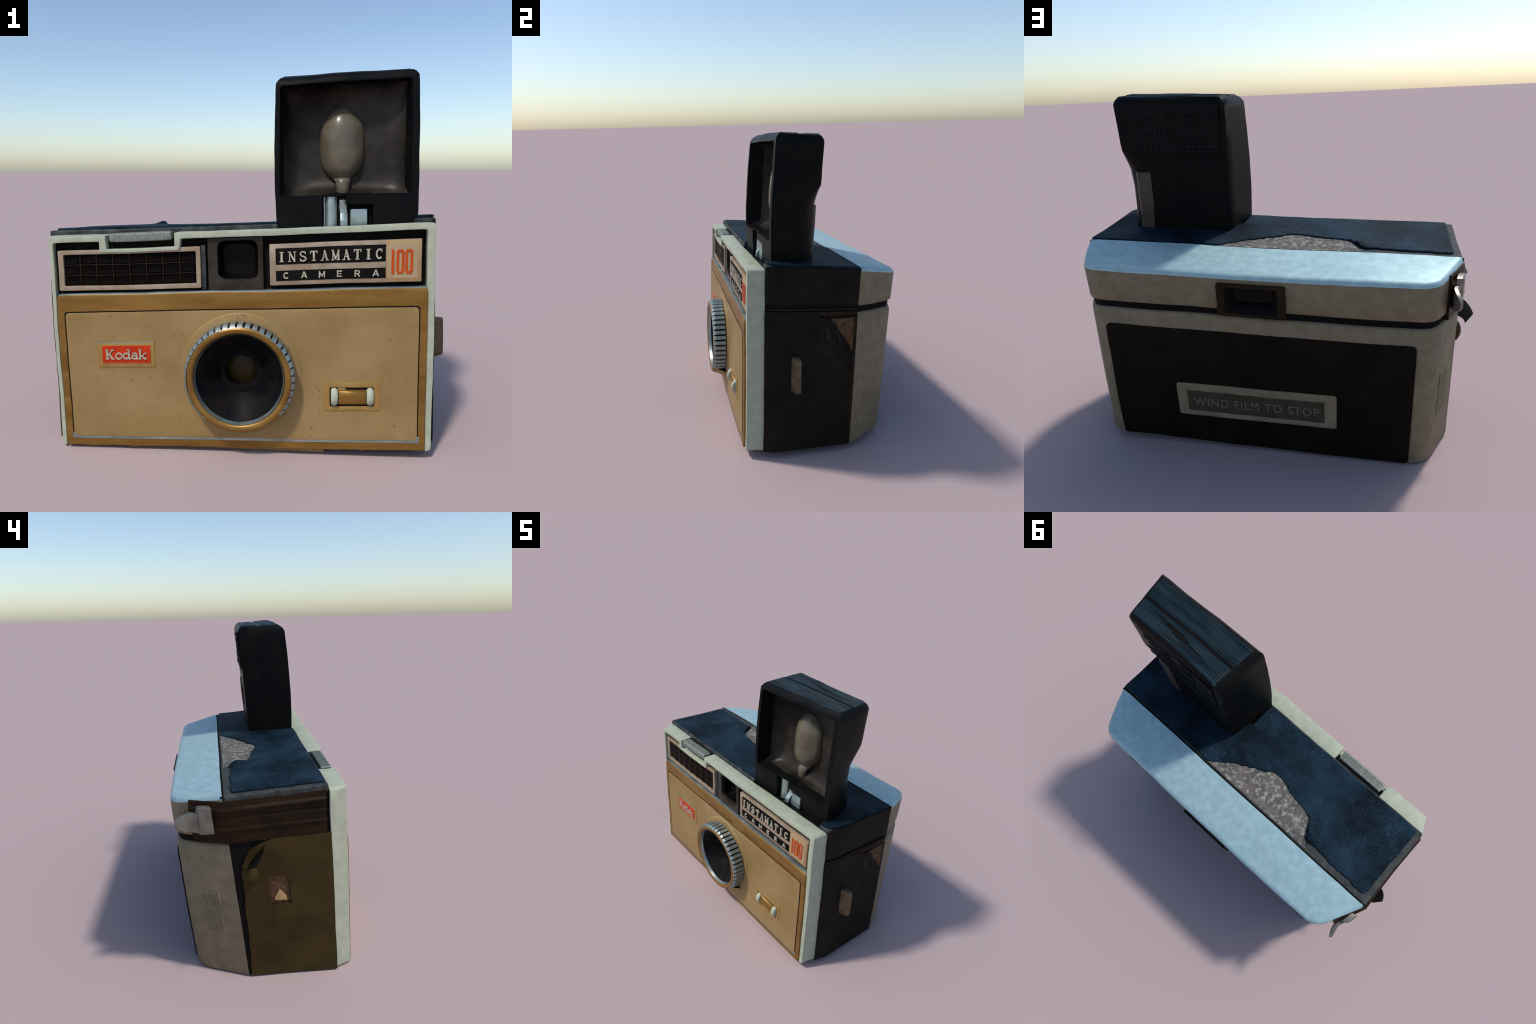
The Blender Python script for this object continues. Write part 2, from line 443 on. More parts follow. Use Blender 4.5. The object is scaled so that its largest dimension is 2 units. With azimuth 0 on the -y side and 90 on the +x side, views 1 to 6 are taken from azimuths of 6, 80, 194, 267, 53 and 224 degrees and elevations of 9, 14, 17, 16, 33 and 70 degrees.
# ---------------------------------------------------------------- top: bare strip, torn leather
FLASH_BAY = [(0.200, -0.278), (0.204, -0.10), (0.818, -0.10), (0.824, -0.278)]  # the flash stands here, straight behind the frame
plate_edge = rounded(LEFT + 0.002, RIGHT - 0.004, -0.278, 0.229, 0.016)
sheet("top_plate", "baregrey", "T", plate_edge[:15] + FLASH_BAY + plate_edge[15:], 1.0, 1.038, bevel=0.010, seg=3)
torn = jagged([(0.25, 0.212), (0.205, 0.186), (0.133, 0.127), (0.066, 0.091), (-0.019, 0.049), (-0.085, 0.010), (-0.147, 0.014), (-0.261, 0.047),
               (-0.386, 0.067), (-0.413, 0.103), (-0.448, 0.172), (-0.498, 0.170), (-0.636, 0.182), (-0.85, 0.183)], 0.005, 0.02, 3)
leather_outline = [(0.828, -0.268), (0.862, -0.266), (0.886, -0.252), (RIGHT - 0.004, -0.225), (RIGHT - 0.003, 0.214)] + torn + [(-0.862, 0.175), (-0.865, -0.255), (-0.855, -0.268), (0.197, -0.268), (0.200, -0.11), (0.822, -0.11)]


def curled(p):
    """the torn edge of the leather stands up a little at its left end"""
    p = Vector(p)
    p.z += 0.020 * math.exp(-((p.x + 0.44) / 0.035) ** 2 - ((p.y - 0.13) / 0.035) ** 2)
    p.z += 0.005 * ease(0.6, 0.88, p.x) * ease(0.0, -0.26, p.y)
    return body(p)


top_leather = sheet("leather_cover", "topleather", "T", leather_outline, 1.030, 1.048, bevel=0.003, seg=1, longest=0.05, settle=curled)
patch = [(0.24, 0.214)] + [(p[0], p[1] - 0.006) for p in torn[1:-24]] + [(-0.48, 0.212)]
sheet("bare_patch", "bare", "T", patch, 1.030, 1.0405, longest=0.05)

# ---------------------------------------------------------------- front frame (cream) with button notch
def frame_outline():
    o = rounded(-0.863, 0.893, 0.004, 1.018, 0.016)
    top_r, top_l, bot_l, bot_r = o[0:5], o[5:10], o[10:15], o[15:20]
    notch_out = [(-0.268, 1.018), (-0.270, 0.954), (-0.590, 0.954), (-0.592, 1.018)]
    inner_r = [(0.864, 0.004), (0.858, 0.985), (0.85, 0.989)]
    under = [(-0.240, 0.989), (-0.246, 0.944), (-0.256, 0.937), (-0.614, 0.937), (-0.623, 0.944), (-0.623, 0.989)]
    inner_l = [(-0.840, 0.989), (-0.845, 0.980), (-0.842, 0.004)]
    return bot_r + top_r + notch_out + top_l + bot_l + inner_l[::-1] + under[::-1] + inner_r[::-1]


def flared(p):
    """the frame's left edge flares out towards the wider body behind it"""
    p = Vector(p)
    p.x -= 0.034 * ease(-0.37, -0.285, p.y) * ease(-0.835, -0.86, p.x)
    return body(p)


fr = sheet("front_frame", "cream", "F", frame_outline(), -0.371, -0.279, bevel=0.009, longest=0.06, settle=flared)
box("notch_wall", "matblack", (-0.60, -0.26), (-0.300, -0.281), (0.945, 1.012))
button = box("shutter_button", "button", (-0.577, -0.283), (-0.362, -0.300), (0.985, 1.024), bevel=0.010, seg=3)
for i in range(9):
    yy = -0.352 + 0.0055 * i
    box("button_rib", "button", (-0.568, -0.292), (yy, yy + 0.003), (1.02, 1.0262), button, longest=0.1)

# ---------------------------------------------------------------- upper fascia
sheet("fascia", "matblack", "F", [(-0.846, 0.70), (0.866, 0.70), (0.866, 0.992), (-0.846, 0.992)], -0.328, -0.315, holes=[rounded(-0.078, 0.116, 0.790, 0.976, 0.035, 6)], longest=0.1)
grille = sheet("grille", "plate", "F", rounded(-0.830, -0.153, 0.760, 0.951, 0.006), -0.360, -0.32, holes=[rounded(-0.804, -0.174, 0.782, 0.930, 0.004)], bevel=0.004)
box("grille_back", "matblack", (-0.806, -0.172), (-0.346, -0.320), (0.78, 0.932), grille)
cell = None
cw, ch = 0.630 / 8, 0.148 / 3
for r in range(3):
    for c in range(8):
        p = (-0.804 + cw * (c + 0.5), -0.347, 0.782 + ch * (r + 0.5))
        if cell is None:
            bm = bmesh.new()
            a, b = cw / 2 - 0.004, ch / 2 - 0.0035
            loft(bm, [[(-a, 0, -b), (a, 0, -b), (a, 0, b), (-a, 0, b)],
                      [(-a + .004, -0.0045, -b + .004), (a - .004, -0.0045, -b + .004), (a - .004, -0.0045, b - .004), (-a + .004, -0.0045, b - .004)],
                      [(-a * .5, -0.002, -b * .4), (a * .5, -0.002, -b * .4), (a * .5, -0.002, b * .4), (-a * .5, -0.002, b * .4)]])
            cell = finish(bm, "grille_cell", "window", grille, settle=None, longest=0)
            ob = cell
        else:
            ob = cell.copy()
            bpy.context.scene.collection.objects.link(ob)
        ob.matrix_local = local_frame(p, body)
for c in range(1, 8):
    x = -0.804 + cw * c
    box("grille_bar", "brownblack", (x - 0.0025, x + 0.0025), (-0.3535, -0.345), (0.782, 0.930), grille, longest=0)
for r in range(1, 3):
    z = 0.782 + ch * r
    box("grille_bar", "brownblack", (-0.804, -0.174), (-0.3525, -0.345), (z - 0.002, z + 0.002), grille, longest=0.1)
box("grille_side", "baregrey", (-0.150, -0.130), (-0.352, -0.32), (0.752, 0.955), bevel=0.003)

vf = sheet("viewfinder", "smoke", "F", rounded(-0.120, 0.136, 0.743, 0.986, 0.006), -0.352, -0.32, holes=[rounded(-0.074, 0.112, 0.795, 0.972, 0.035, 6)], bevel=0.003)
bm = bmesh.new()
loft(bm, [[(u, y, v) for u, v in rounded(0.019 - hw, 0.019 + hw, 0.883 - hh, 0.883 + hh, rr, 6)] for hw, hh, rr, y in ((0.0945, 0.0895, 0.036, -0.330), (0.085, 0.080, 0.034, -0.300), (0.070, 0.066, 0.03, -0.276), (0.04, 0.04, 0.02, -0.268))], cap0=False)
finish(bm, "viewfinder_glass", "window", vf, longest=0)

# nameplate
np_ = sheet("nameplate", "plate", "F", rounded(0.165, 0.837, 0.766, 0.951, 0.005), -0.359, -0.32, bevel=0.004)
box("nameplate_band", "matblack", (0.193, 0.680), (-0.3612, -0.355), (0.858, 0.931), np_)
box("nameplate_band", "matblack", (0.193, 0.680), (-0.3612, -0.355), (0.786, 0.831), np_)
box("number_plate", "beigeplate", (0.682, 0.834), (-0.3614, -0.355), (0.769, 0.948), np_, bevel=0.002)
box("number_field", "numberfield", (0.686, 0.818), (-0.3622, -0.356), (0.784, 0.933), np_)
strokes("lettering", "letter", word("INSTAMATIC", 0.204, 0.869, 0.0478, 0.033, 0.046, bold=1.1), -0.361, 0.006, np_)
SANS = {
    "C": [(arc(0.52, 0.5, 0.38, 0.40, 45, 315, 14), 0.22)],
    "A": [([(0.08, 0), (0.5, 1)], 0.20), ([(0.5, 1), (0.92, 0)], 0.22), ([(0.25, 0.3), (0.75, 0.3)], 0.16)],
    "M": [([(0.1, 0), (0.1, 1)], 0.2), ([(0.1, 0.97), (0.5, 0.2)], 0.18), ([(0.5, 0.2), (0.9, 0.97)], 0.18), ([(0.9, 0), (0.9, 1)], 0.2)],
    "E": [([(0.16, 0), (0.16, 1)], 0.22), ([(0.16, 0.1), (0.88, 0.1)], 0.19), ([(0.16, 0.5), (0.78, 0.5)], 0.17), ([(0.16, 0.9), (0.86, 0.9)], 0.19)],
    "R": [([(0.16, 0), (0.16, 1)], 0.22), ([(0.16, 0.9), (0.6, 0.9)] + arc(0.6, 0.69, 0.22, 0.21, 80, -80, 6) + [(0.6, 0.47), (0.16, 0.47)], 0.18), ([(0.5, 0.45), (0.86, 0)], 0.22)],
}
SLAB.update({"s" + k_: v_ for k_, v_ in SANS.items()})
strokes("lettering", "letter", word(["s" + c_ for c_ in "CAMERA"], 0.225, 0.795, 0.0795, 0.028, 0.029, bold=0.95), -0.361, 0.004, np_)
strokes("number", "orange", word("1", 0.693, 0.802, 0, 0.036, 0.106, bold=1.0) + word("00", 0.7265, 0.802, 0.0375, 0.033, 0.106, bold=1.0), -0.362, 0.003, np_)

# ---------------------------------------------------------------- chrome faceplate
LC = (0.020, 0.365)  # lens axis


def lens_hole(r=0.2):
    return [arc(LC[0], LC[1], r, r, 0, 360, 48)[:-1]]


fp = sheet("faceplate", "gold", "F", rounded(-0.838, 0.862, 0.010, 0.742, 0.012), -0.381, -0.315, holes=lens_hole(), bevel=0.008, seg=3, longest=0.06)
box("faceplate_highlight", "chrome", (-0.834, 0.858), (-0.372, -0.325), (0.735, 0.7465), fp, bevel=0.005)  # pale strip painting the blue sky highlight along the border's top edge
sheet("panel_dark_sheet", "matblack", "F", rounded(-0.804, 0.829, 0.050, 0.6645, 0.016), -0.3822, -0.372, holes=lens_hole(), parent=fp, longest=0.08)  # dark sheet under the panel; its rim stands in for a groove
sheet("panel_rim", "chrome", "F", rounded(-0.806, 0.833, 0.046, 0.075, 0.004), -0.3828, -0.372, parent=fp, longest=0.08)
panel = sheet("front_panel", "tan", "F", rounded(-0.798, 0.824, 0.057, 0.659, 0.016), -0.3845, -0.372, holes=lens_hole(0.21), parent=fp, bevel=0.002, longest=0.06)

badge = sheet("badge", "gilt", "F", rounded(-0.654, -0.380, 0.397, 0.516, 0.003), -0.388, -0.38, bevel=0.002)
box("badge_rim", "chrome", (-0.656, -0.382), (-0.3878, -0.382), (0.513, 0.519), badge)
box("badge_field", "red", (-0.631, -0.400), (-0.3896, -0.384), (0.419, 0.500), badge)
strokes("lettering", "letter", word("Kodak", -0.616, 0.437, [0.043, 0.038, 0.040, 0.038], 0.044, 0.046, bold=0.95), -0.389, 0.005, badge)
plain_text("small_lettering", "gilt", "MADE IN CANADA", -0.632, -0.384, 0.380, 0.23, 0.008, 0.0012, panel, spread=1.4)

# little indicator window with a roller
win = sheet("indicator_window", "gilt", "F", rounded(0.400, 0.654, 0.196, 0.322, 0.004), -0.388, -0.38, holes=[rounded(0.428, 0.627, 0.216, 0.301, 0.004)], bevel=0.002)
box("window_dark_plate", "matblack", (0.426, 0.629), (-0.3852, -0.380), (0.214, 0.303), win)  # flat dark plate behind the roller instead of a recess


def lying_drum(name, mat, x0, x1, zc, rz, y0, bulge, parent, bev=0.004):
    bm = bmesh.new()
    rings = []
    for x, k in ((x0, 0.82), (x0 + bev, 1.0), (x1 - bev, 1.0), (x1, 0.82)):
        rings.append([(x, y0 - bulge * k * math.sin(a), zc + rz * k * math.cos(a)) for a in [math.pi * i / 10 for i in range(11)]])
    loft(bm, rings)
    return finish(bm, name, mat, parent, longest=0, angle=50)


lying_drum("roller", "gold", 0.465, 0.595, 0.257, 0.034, -0.384, 0.018, win)
lying_drum("roller_end", "cream", 0.433, 0.463, 0.259, 0.040, -0.384, 0.030, win, 0.008)
lying_drum("roller_end", "cream", 0.595, 0.625, 0.259, 0.040, -0.384, 0.030, win, 0.008)

# ---------------------------------------------------------------- lens
lens = lathe("lens_ring", "gold", [(0.244, -0.380), (0.240, -0.400), (0.2385, -0.470), (0.236, -0.478), (0.228, -0.483), (0.216, -0.482), (0.207, -0.475), (0.203, -0.465)], LC, 96)
lathe("lens_flange", "tan", [(0.282, -0.383), (0.277, -0.389), (0.252, -0.392), (0.240, -0.394)], LC, 96, lens)
lathe("lens_rim", "chrome", [(0.2045, -0.478), (0.199, -0.462), (0.194, -0.440)], LC, 96, lens)
lathe("lens_cone", "conepaint", [(0.2035, -0.464), (0.150, -0.402), (0.098, -0.356), (0.090, -0.340)], LC, 72, lens)
lathe("lens_barrel", "matblack", [(0.100, -0.357), (0.088, -0.362), (0.078, -0.360), (0.072, -0.300)], LC, 64, lens)
lathe("lens", "lensglass", [(0.074, -0.300), (0.055, -0.306), (0.03, -0.310), (0.0005, -0.311)], LC, 48, lens)
lathe("lens_skirt", "tan", [(0.236, -0.476), (0.252, -0.440), (0.268, -0.405), (0.285, -0.381)], LC, 30, lens, a0=205, a1=318)
bm = bmesh.new()
tw = 0.0138
loft(bm, [[(0.236, -0.395, -tw), (0.2505, -0.397, -tw * .8), (0.2505, -0.397, tw * .8), (0.236, -0.395, tw)],
          [(0.236, -0.462, -tw), (0.2505, -0.460, -tw * .8), (0.2505, -0.460, tw * .8), (0.236, -0.462, tw)],
          [(0.236, -0.476, -tw), (0.241, -0.472, -tw * .8), (0.241, -0.472, tw * .8), (0.236, -0.476, tw)]])
bmesh.ops.translate(bm, verts=bm.verts, vec=(0, 0.37, 0))
tooth = finish(bm, "knurl", "chrome", lens, settle=None, longest=0)
frame_l = local_frame((LC[0], -0.37, LC[1]), body)
k = 0
for i in range(46):
    a = 360 * i / 46
    if 232 < a < 318:
        continue
    ob = tooth if k == 0 else tooth.copy()
    if k:
        bpy.context.scene.collection.objects.link(ob)
    ob.matrix_local = frame_l @ Matrix.Rotation(-math.radians(a), 4, "Y")
    k += 1
lathe("knurl_bed", "matblack", [(0.240, -0.392), (0.2415, -0.398), (0.2415, -0.465), (0.238, -0.470)], LC, 96, lens)

# ---------------------------------------------------------------- rear cover
PLAN = [(0.899, 0.233), (0.850, 0.397), (0.828, 0.447), (0.802, 0.474), (0.761, 0.4875), (0.55, 0.491), (0.25, 0.494), (0, 0.495), (-0.25, 0.495), (-0.55, 0.493),
        (-0.735, 0.488), (-0.775, 0.472), (-0.802, 0.445), (-0.828, 0.395), (-0.903, 0.228)]


def plan_curve(inset):
    """rear outline, corners smoothed, drawn in by `inset`"""
    pts = [Vector(p) for p in PLAN]
    out = []
    for i, p in enumerate(pts):
        a, b = pts[max(0, i - 1)], pts[min(len(pts) - 1, i + 1)]
        d = (b - a).normalized()
        q = p + Vector((-d.y, d.x)) * inset
        if i in (0, len(pts) - 1):
            q = p + Vector((-math.copysign(inset, p.x), 0))
        out.append(q)
    fine = []
    for a, b, a0, b0 in zip(out, out[1:], pts, pts[1:]):
        n = max(1, int((b0 - a0).length / 0.06))
        fine += [a.lerp(b, i / n) for i in range(n)]
    return fine + [out[-1]]


def top_z(y):
    return 1.045 - 0.034 * max(0, (y - 0.235)) / 0.25


def carve(bm, prisms):
    """cut prisms (outline in x z, from y0 to y1, optional far outline) out of a closed mesh"""
    def as_object(b):
        bmesh.ops.recalc_face_normals(b, faces=b.faces)
        me = bpy.data.meshes.new("tmp")
        b.to_mesh(me)
        b.free()
        ob = bpy.data.objects.new("tmp", me)
        bpy.context.scene.collection.objects.link(ob)
        return ob
    host = as_object(bm)
    tools = []
    for pr in prisms:
        b = bmesh.new()
        far = pr[3] if len(pr) > 3 else pr[0]
        loft(b, [[(u, pr[1], v) for u, v in pr[0]], [(u, pr[2], v) for u, v in far]])
        tools.append(as_object(b))
        md = host.modifiers.new("cut", "BOOLEAN")
        md.object = tools[-1]
        md.solver = "EXACT"
    me = bpy.data.meshes.new_from_object(host.evaluated_get(bpy.context.evaluated_depsgraph_get()))
    out = bmesh.new()
    out.from_mesh(me)
    bpy.data.meshes.remove(me)
    for ob in (host, *tools):
        bpy.data.objects.remove(ob)
    bmesh.ops.triangulate(out, faces=[f for f in out.faces if len(f.verts) > 4])
    return out


def cover_piece(name, levels, mat="silver", cut=None, cap_mat=None):
    bm = bmesh.new()
    rings = []
    for inset, z in levels:
        c = plan_curve(inset)
        rings.append([(p.x, p.y, z if not callable(z) else z(p.y)) for p in c])
    rows = loft(bm, rings, close=False, cap0=False, cap1=False)
    # cap and floor: strips from the outline to its front chord
    for row in (rows[0], rows[-1]):
        n = len(row)
        x0, x1 = row[0].co.x, row[-1].co.x
        front = []
        for v in row[1:-1]:
            z = v.co.z if row is rows[0] else rings[-1][0][2]
            front.append(bm.verts.new((max(min(v.co.x * 1.0, x0), x1), 0.231, z)))
        bm.faces.new((row[0], row[1], front[0]))
        for i in range(1, n - 2):
            bm.faces.new((row[i], row[i + 1], front[i], front[i - 1]))
        bm.faces.new((row[-2], row[-1], front[-1]))
    bmesh.ops.holes_fill(bm, edges=[e for e in bm.edges if e.is_boundary], sides=0)
    if cut:
        bm = carve(bm, [cut])
    return finish(bm, name, mat, None, longest=0, angle=40)


eye_cut = (rounded(-0.112, 0.130, 0.820, 0.952, 0.006), 0.40, 0.60)
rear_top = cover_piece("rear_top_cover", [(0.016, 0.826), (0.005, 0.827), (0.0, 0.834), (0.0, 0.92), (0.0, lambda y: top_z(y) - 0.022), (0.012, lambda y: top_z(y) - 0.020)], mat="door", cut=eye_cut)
cover_piece("cover_top_sky_tint", [(0.012, lambda y: top_z(y) - 0.024), (0.0, lambda y: top_z(y) - 0.0215), (0.004, lambda y: top_z(y) - 0.010), (0.012, lambda y: top_z(y) - 0.003), (0.026, top_z)])  # same cover, split off only to carry the baked sky colour
rear_low = cover_piece("rear_door", mat="door", levels=[(0.004, 0.004), (0.0, 0.01), (0.0, 0.40), (0.0, 0.768), (0.004, 0.781), (0.012, 0.788), (0.022, 0.790)])
cover_piece("rear_seam", [(0.014, 0.78), (0.014, 0.84)], "matblack", cut=eye_cut)
sheet("cover_joint_strip", "matblack", "T", rounded(-0.90, 0.898, 0.220, 0.236, 0.003), 1.02, 1.0385, longest=0.1)  # dark strip laid in the joint between leather and cover

sheet("rear_leather", "rearleather", "F", [p for p in rounded(-0.711, 0.744, 0.006, 0.700, 0.022)], 0.4995, 0.47, bevel=0.002, longest=0.05)
tp = sheet("text_plate", "door", "F", rounded(-0.371, 0.417, 0.182, 0.383, 0.014), 0.5065, 0.47, holes=[rounded(-0.313, 0.366, 0.212, 0.338, 0.006)], bevel=0.004, longest=0.08)
box("text_field", "textplate", (-0.316, 0.369), (0.49, 0.5025), (0.21, 0.34), tp)
plain_text("lettering", "faintletter", "WIND FILM TO STOP", 0.333, 0.502, 0.247, 0.622, 0.050, 0.003, tp, spread=1.15, back=True)

# eyepiece
ep = sheet("eyepiece", "brownblack", "F", rounded(-0.147, 0.166, 0.802, 0.968, 0.008), 0.512, 0.47, holes=[rounded(-0.112, 0.130, 0.820, 0.952, 0.006)], bevel=0.005)
bm = bmesh.new()
loft(bm, [[(u, y, v) for u, v in rounded(0.010 - hw, 0.010 + hw, zc - hh, zc + hh, 0.008, 4)] for hw, hh, zc, y in ((0.1215, 0.0665, 0.886, 0.508), (0.095, 0.045, 0.896, 0.480), (0.088, 0.038, 0.900, 0.462), (0.05, 0.02, 0.902, 0.458))], cap0=False)
finish(bm, "eyepiece_funnel", "black", ep, longest=0)

# ---------------------------------------------------------------- left side (as seen from the front)
def swept(name, mat, path, profile, parent=None, **kw):
    """profile of (outward offset, z) swept along a plan path on the -x side"""
    bm = bmesh.new()
    pts = [Vector(p) for p in path]
    rings = []
    for i, p in enumerate(pts):
        a, b = pts[max(0, i - 1)], pts[min(len(pts) - 1, i + 1)]
        d = (b - a).normalized()
        nrm = Vector((-d.y, d.x))
        rings.append([(p.x + nrm.x * o, p.y + nrm.y * o, z) for o, z in profile])
    loft(bm, rings)
    return finish(bm, name, mat, parent, **kw)


side_path = [(LEFT - 0.002, -0.262), (LEFT - 0.002, 0.0), (LEFT - 0.010, 0.228), (-0.876, 0.310), (-0.839, 0.395)]
swept("side_band", "brownblack", side_path,
      [(-0.03, 0.80), (0.002, 0.80), (0.002, 0.862), (0.010, 0.868), (0.010, 0.876), (0.0, 0.882), (0.0, 0.925), (-0.004, 0.928), (-0.004, 0.938), (0.0, 0.941), (0.0, 0.962), (0.010, 0.967), (0.010, 0.975), (0.0, 0.985), (-0.004, 1.012), (-0.03, 1.014)], longest=0.12)
left_edge = jagged([(0.013, 0.801), (0.06, 0.786), (0.14, 0.740), (0.178, 0.665), (0.182, 0.60), (0.192, 0.35), (0.210, 0.03)], 0.004, 0.03, 5)
side_leather = sheet("side_leather", "leftleather", "S", [(-0.281, 0.006), (-0.281, 0.80)] + left_edge + [(0.210, 0.006)], LEFT - 0.006, LEFT + 0.02,
                     holes=[[(0.058, 0.432), (-0.050, 0.432), (-0.052, 0.560), (-0.040, 0.597), (0.056, 0.592)]], longest=0.05)
box("side_base", "black", (LEFT + 0.004, LEFT + 0.02), (-0.281, 0.226), (0.004, 0.81))
box("window_floor", "barebrown", (LEFT + 0.0035, LEFT + 0.01), (-0.054, 0.060), (0.43, 0.60))
sheet("window_wedge", "beigeplate", "S", [(0.035, 0.455), (-0.030, 0.452), (-0.028, 0.472), (0.006, 0.515), (0.036, 0.470)], LEFT - 0.008, LEFT + 0.006, bevel=0.003)
# curled torn corner of the side leather
bm = bmesh.new()
flap = []
for s in range(9):
    f = s / 8
    row = []
    for q in range(6):
        g = q / 5
        y = 0.055 + 0.075 * g + 0.03 * f
        z = 0.770 - 0.075 * g - 0.02 * f * (1 - g)
        x = LEFT - 0.004 - 0.089 * math.sin(f * 1.6) * (1 - 0.75 * abs(g - 0.35))
        z -= 0.03 * f * f
        row.append((x, y, z))
    flap.append(row)
top = [[bm.verts.new(p) for p in r] for r in flap]
for a, b in zip(top, top[1:]):
    for i in range(5):
        bm.faces.new((a[i], a[i + 1], b[i + 1], b[i]))
bmesh.ops.solidify(bm, geom=bm.faces[:], thickness=0.008)
finish(bm, "leather_flap", "sideleather", side_leather, longest=0)
bm = bmesh.new()
bmesh.ops.create_uvsphere(bm, u_segments=14, v_segments=8, radius=1)
for v in bm.verts:
    v.co = Vector((LEFT - 0.002 + v.co.x * 0.036 * (1 if v.co.x < 0 else 0.3), 0.145 + v.co.y * 0.045, 0.615 + v.co.z * 0.06))
finish(bm, "leather_blister", "leftleather", side_leather, longest=0)
# vent ribs on the left of the rear door
for i in range(7):
    f = i / 6
    y = 0.318 + 0.078 * f
    x = -0.8635 + (y - 0.318) * 0.45
    swept("vent_rib", "door", [(x + 0.004, y - 0.003), (x + 0.0005, y), (x + 0.004, y + 0.003)], [(-0.006, 0.262), (0.004, 0.262), (0.004, 0.505), (-0.006, 0.505)], rear_low, longest=0)
# release lever
bm = bmesh.new()
PLAN_L = [(-0.888, 0.292, 0.855, 0.992, 0.02), (-0.880, 0.335, 0.852, 0.996, 0.022), (-0.874, 0.356, 0.852, 0.99, 0.02), (-0.870, 0.362, 0.858, 0.965, 0.014), (-0.858, 0.395, 0.862, 0.962, 0.013),
          (-0.862, 0.425, 0.868, 0.955, 0.013), (-0.870, 0.450, 0.880, 0.945, 0.012), (-0.876, 0.466, 0.898, 0.928, 0.008)]
rings = []
for x, y, z0, z1, th in PLAN_L:
    rings.append([(x - th, y - .004, z0 + 0.006), (x - th, y - .004, z1 - 0.006), (x - th * .6, y, z1), (x + th * .5, y + .004, z1), (x + th * .5, y + .004, z0), (x - th * .6, y, z0)])
loft(bm, rings)
finish(bm, "release_lever", "lever", None, longest=0)

# ---------------------------------------------------------------- right side
band_r = sheet("side_leather", "sideleather", "S", rounded(-0.279, 0.228, 0.838, 1.036, 0.014), RIGHT + 0.001, RIGHT - 0.02, bevel=0.003, longest=0.06)
right_edge = jagged([(0.005, 0.798), (0.012, 0.768), (0.085, 0.752), (0.13, 0.69), (0.19, 0.61), (0.212, 0.56)], 0.003, 0.03, 8)
sheet("side_leather", "sideleather", "S", [(-0.281, 0.006), (-0.281, 0.80)] + right_edge + [(0.214, 0.006)], RIGHT + 0.002, RIGHT - 0.02, longest=0.05)
box("side_ridge", "brownblack", (RIGHT - 0.02, RIGHT + 0.003), (-0.279, 0.228), (0.806, 0.816), bevel=0.003)
box("side_ridge", "brownblack", (RIGHT - 0.02, RIGHT + 0.001), (0.006, 0.228), (0.776, 0.798), bevel=0.003)
sheet("bare_corner", "barebrown", "S", [(0.08, 0.757), (0.224, 0.762), (0.224, 0.55), (0.19, 0.58)], RIGHT - 0.001, RIGHT - 0.02, longest=0.05)
box("side_strip", "brownblack", (RIGHT - 0.02, RIGHT + 0.0005), (0.214, 0.229), (0.006, 0.77), bevel=0.002)
bm = bmesh.new()
loft(bm, [[(x, yc - w, zc - h), (x, yc + w, zc - h), (x, yc + w, zc + h), (x, yc - w, zc + h)] for x, yc, w, zc, h in
          ((RIGHT - 0.01, -0.112, 0.024, 0.456, 0.096), (RIGHT + 0.03, -0.108, 0.017, 0.458, 0.094), (RIGHT + 0.060, -0.106, 0.014, 0.460, 0.090), (RIGHT + 0.066, -0.104, 0.012, 0.462, 0.084))])
finish(bm, "side_tab", "tabmetal", None, bevel=0.006)
scuffs = []
rnd = random.Random(12)
for i in range(14):
    y0, z0 = 0.02 + 0.10 * rnd.random(), 0.77 - 0.16 * rnd.random()
    length, bend = rnd.uniform(0.05, 0.16), rnd.uniform(0.2, 0.9)
    scuffs.append(([(y0 + length * t_ * bend, z0 - length * t_ * (1.6 - 0.5 * t_)) for t_ in (0, 0.3, 0.6, 0.85, 1.0)], rnd.uniform(0.0012, 0.003)))
for i in range(7):
    a = math.radians(-60 + 24 * i)
    scuffs.append(([(0.087 + r * math.cos(a + r), 0.475 + r * math.sin(a + r)) for r in (0.03, 0.05, 0.075)], 0.0016))
sc = strokes("scuff_marks", "scuff", scuffs, RIGHT + 0.0018, 0.0006, None, settle=lambda p: body((p[1], p[0], p[2])), toward=1)
sc["kind"] = "stuff"
lathe_dot = bmesh.new()
bmesh.ops.create_cone(lathe_dot, segments=16, radius1=0.016, radius2=0.011, depth=0.008, cap_ends=True)
for v in lathe_dot.verts:
    v.co = Vector((RIGHT + 0.002 + v.co.z, 0.087 + v.co.x, 0.477 + v.co.y))
finish(lathe_dot, "side_dot", "black", None, longest=0)  # raised black dot standing in for a small depression

# ---------------------------------------------------------------- flash head
flash_root = None


def sector(z):
    """cut-away of the back right corner of the flash head at height z: (in x, in y)"""
    keys = [(0.0, 0.030, 0.06), (0.10, 0.058, 0.135), (0.20, 0.085, 0.155), (0.30, 0.092, 0.130), (0.34, 0.076, 0.090), (0.39, 0.022, 0.03), (0.43, 0.012, 0.014), (0.66, 0.012, 0.014)]
    for (z0, a0, b0), (z1, a1, b1) in zip(keys, keys[1:]):
        if z <= z1:
            f = (z - z0) / (z1 - z0)
            return a0 + (a1 - a0) * f, b0 + (b1 - b0) * f
    return keys[-1][1:]


def back_y(z):
    return 0.152 if z > 0.41 else 0.142 + 0.010 * max(0, (z - 0.385) / 0.025)


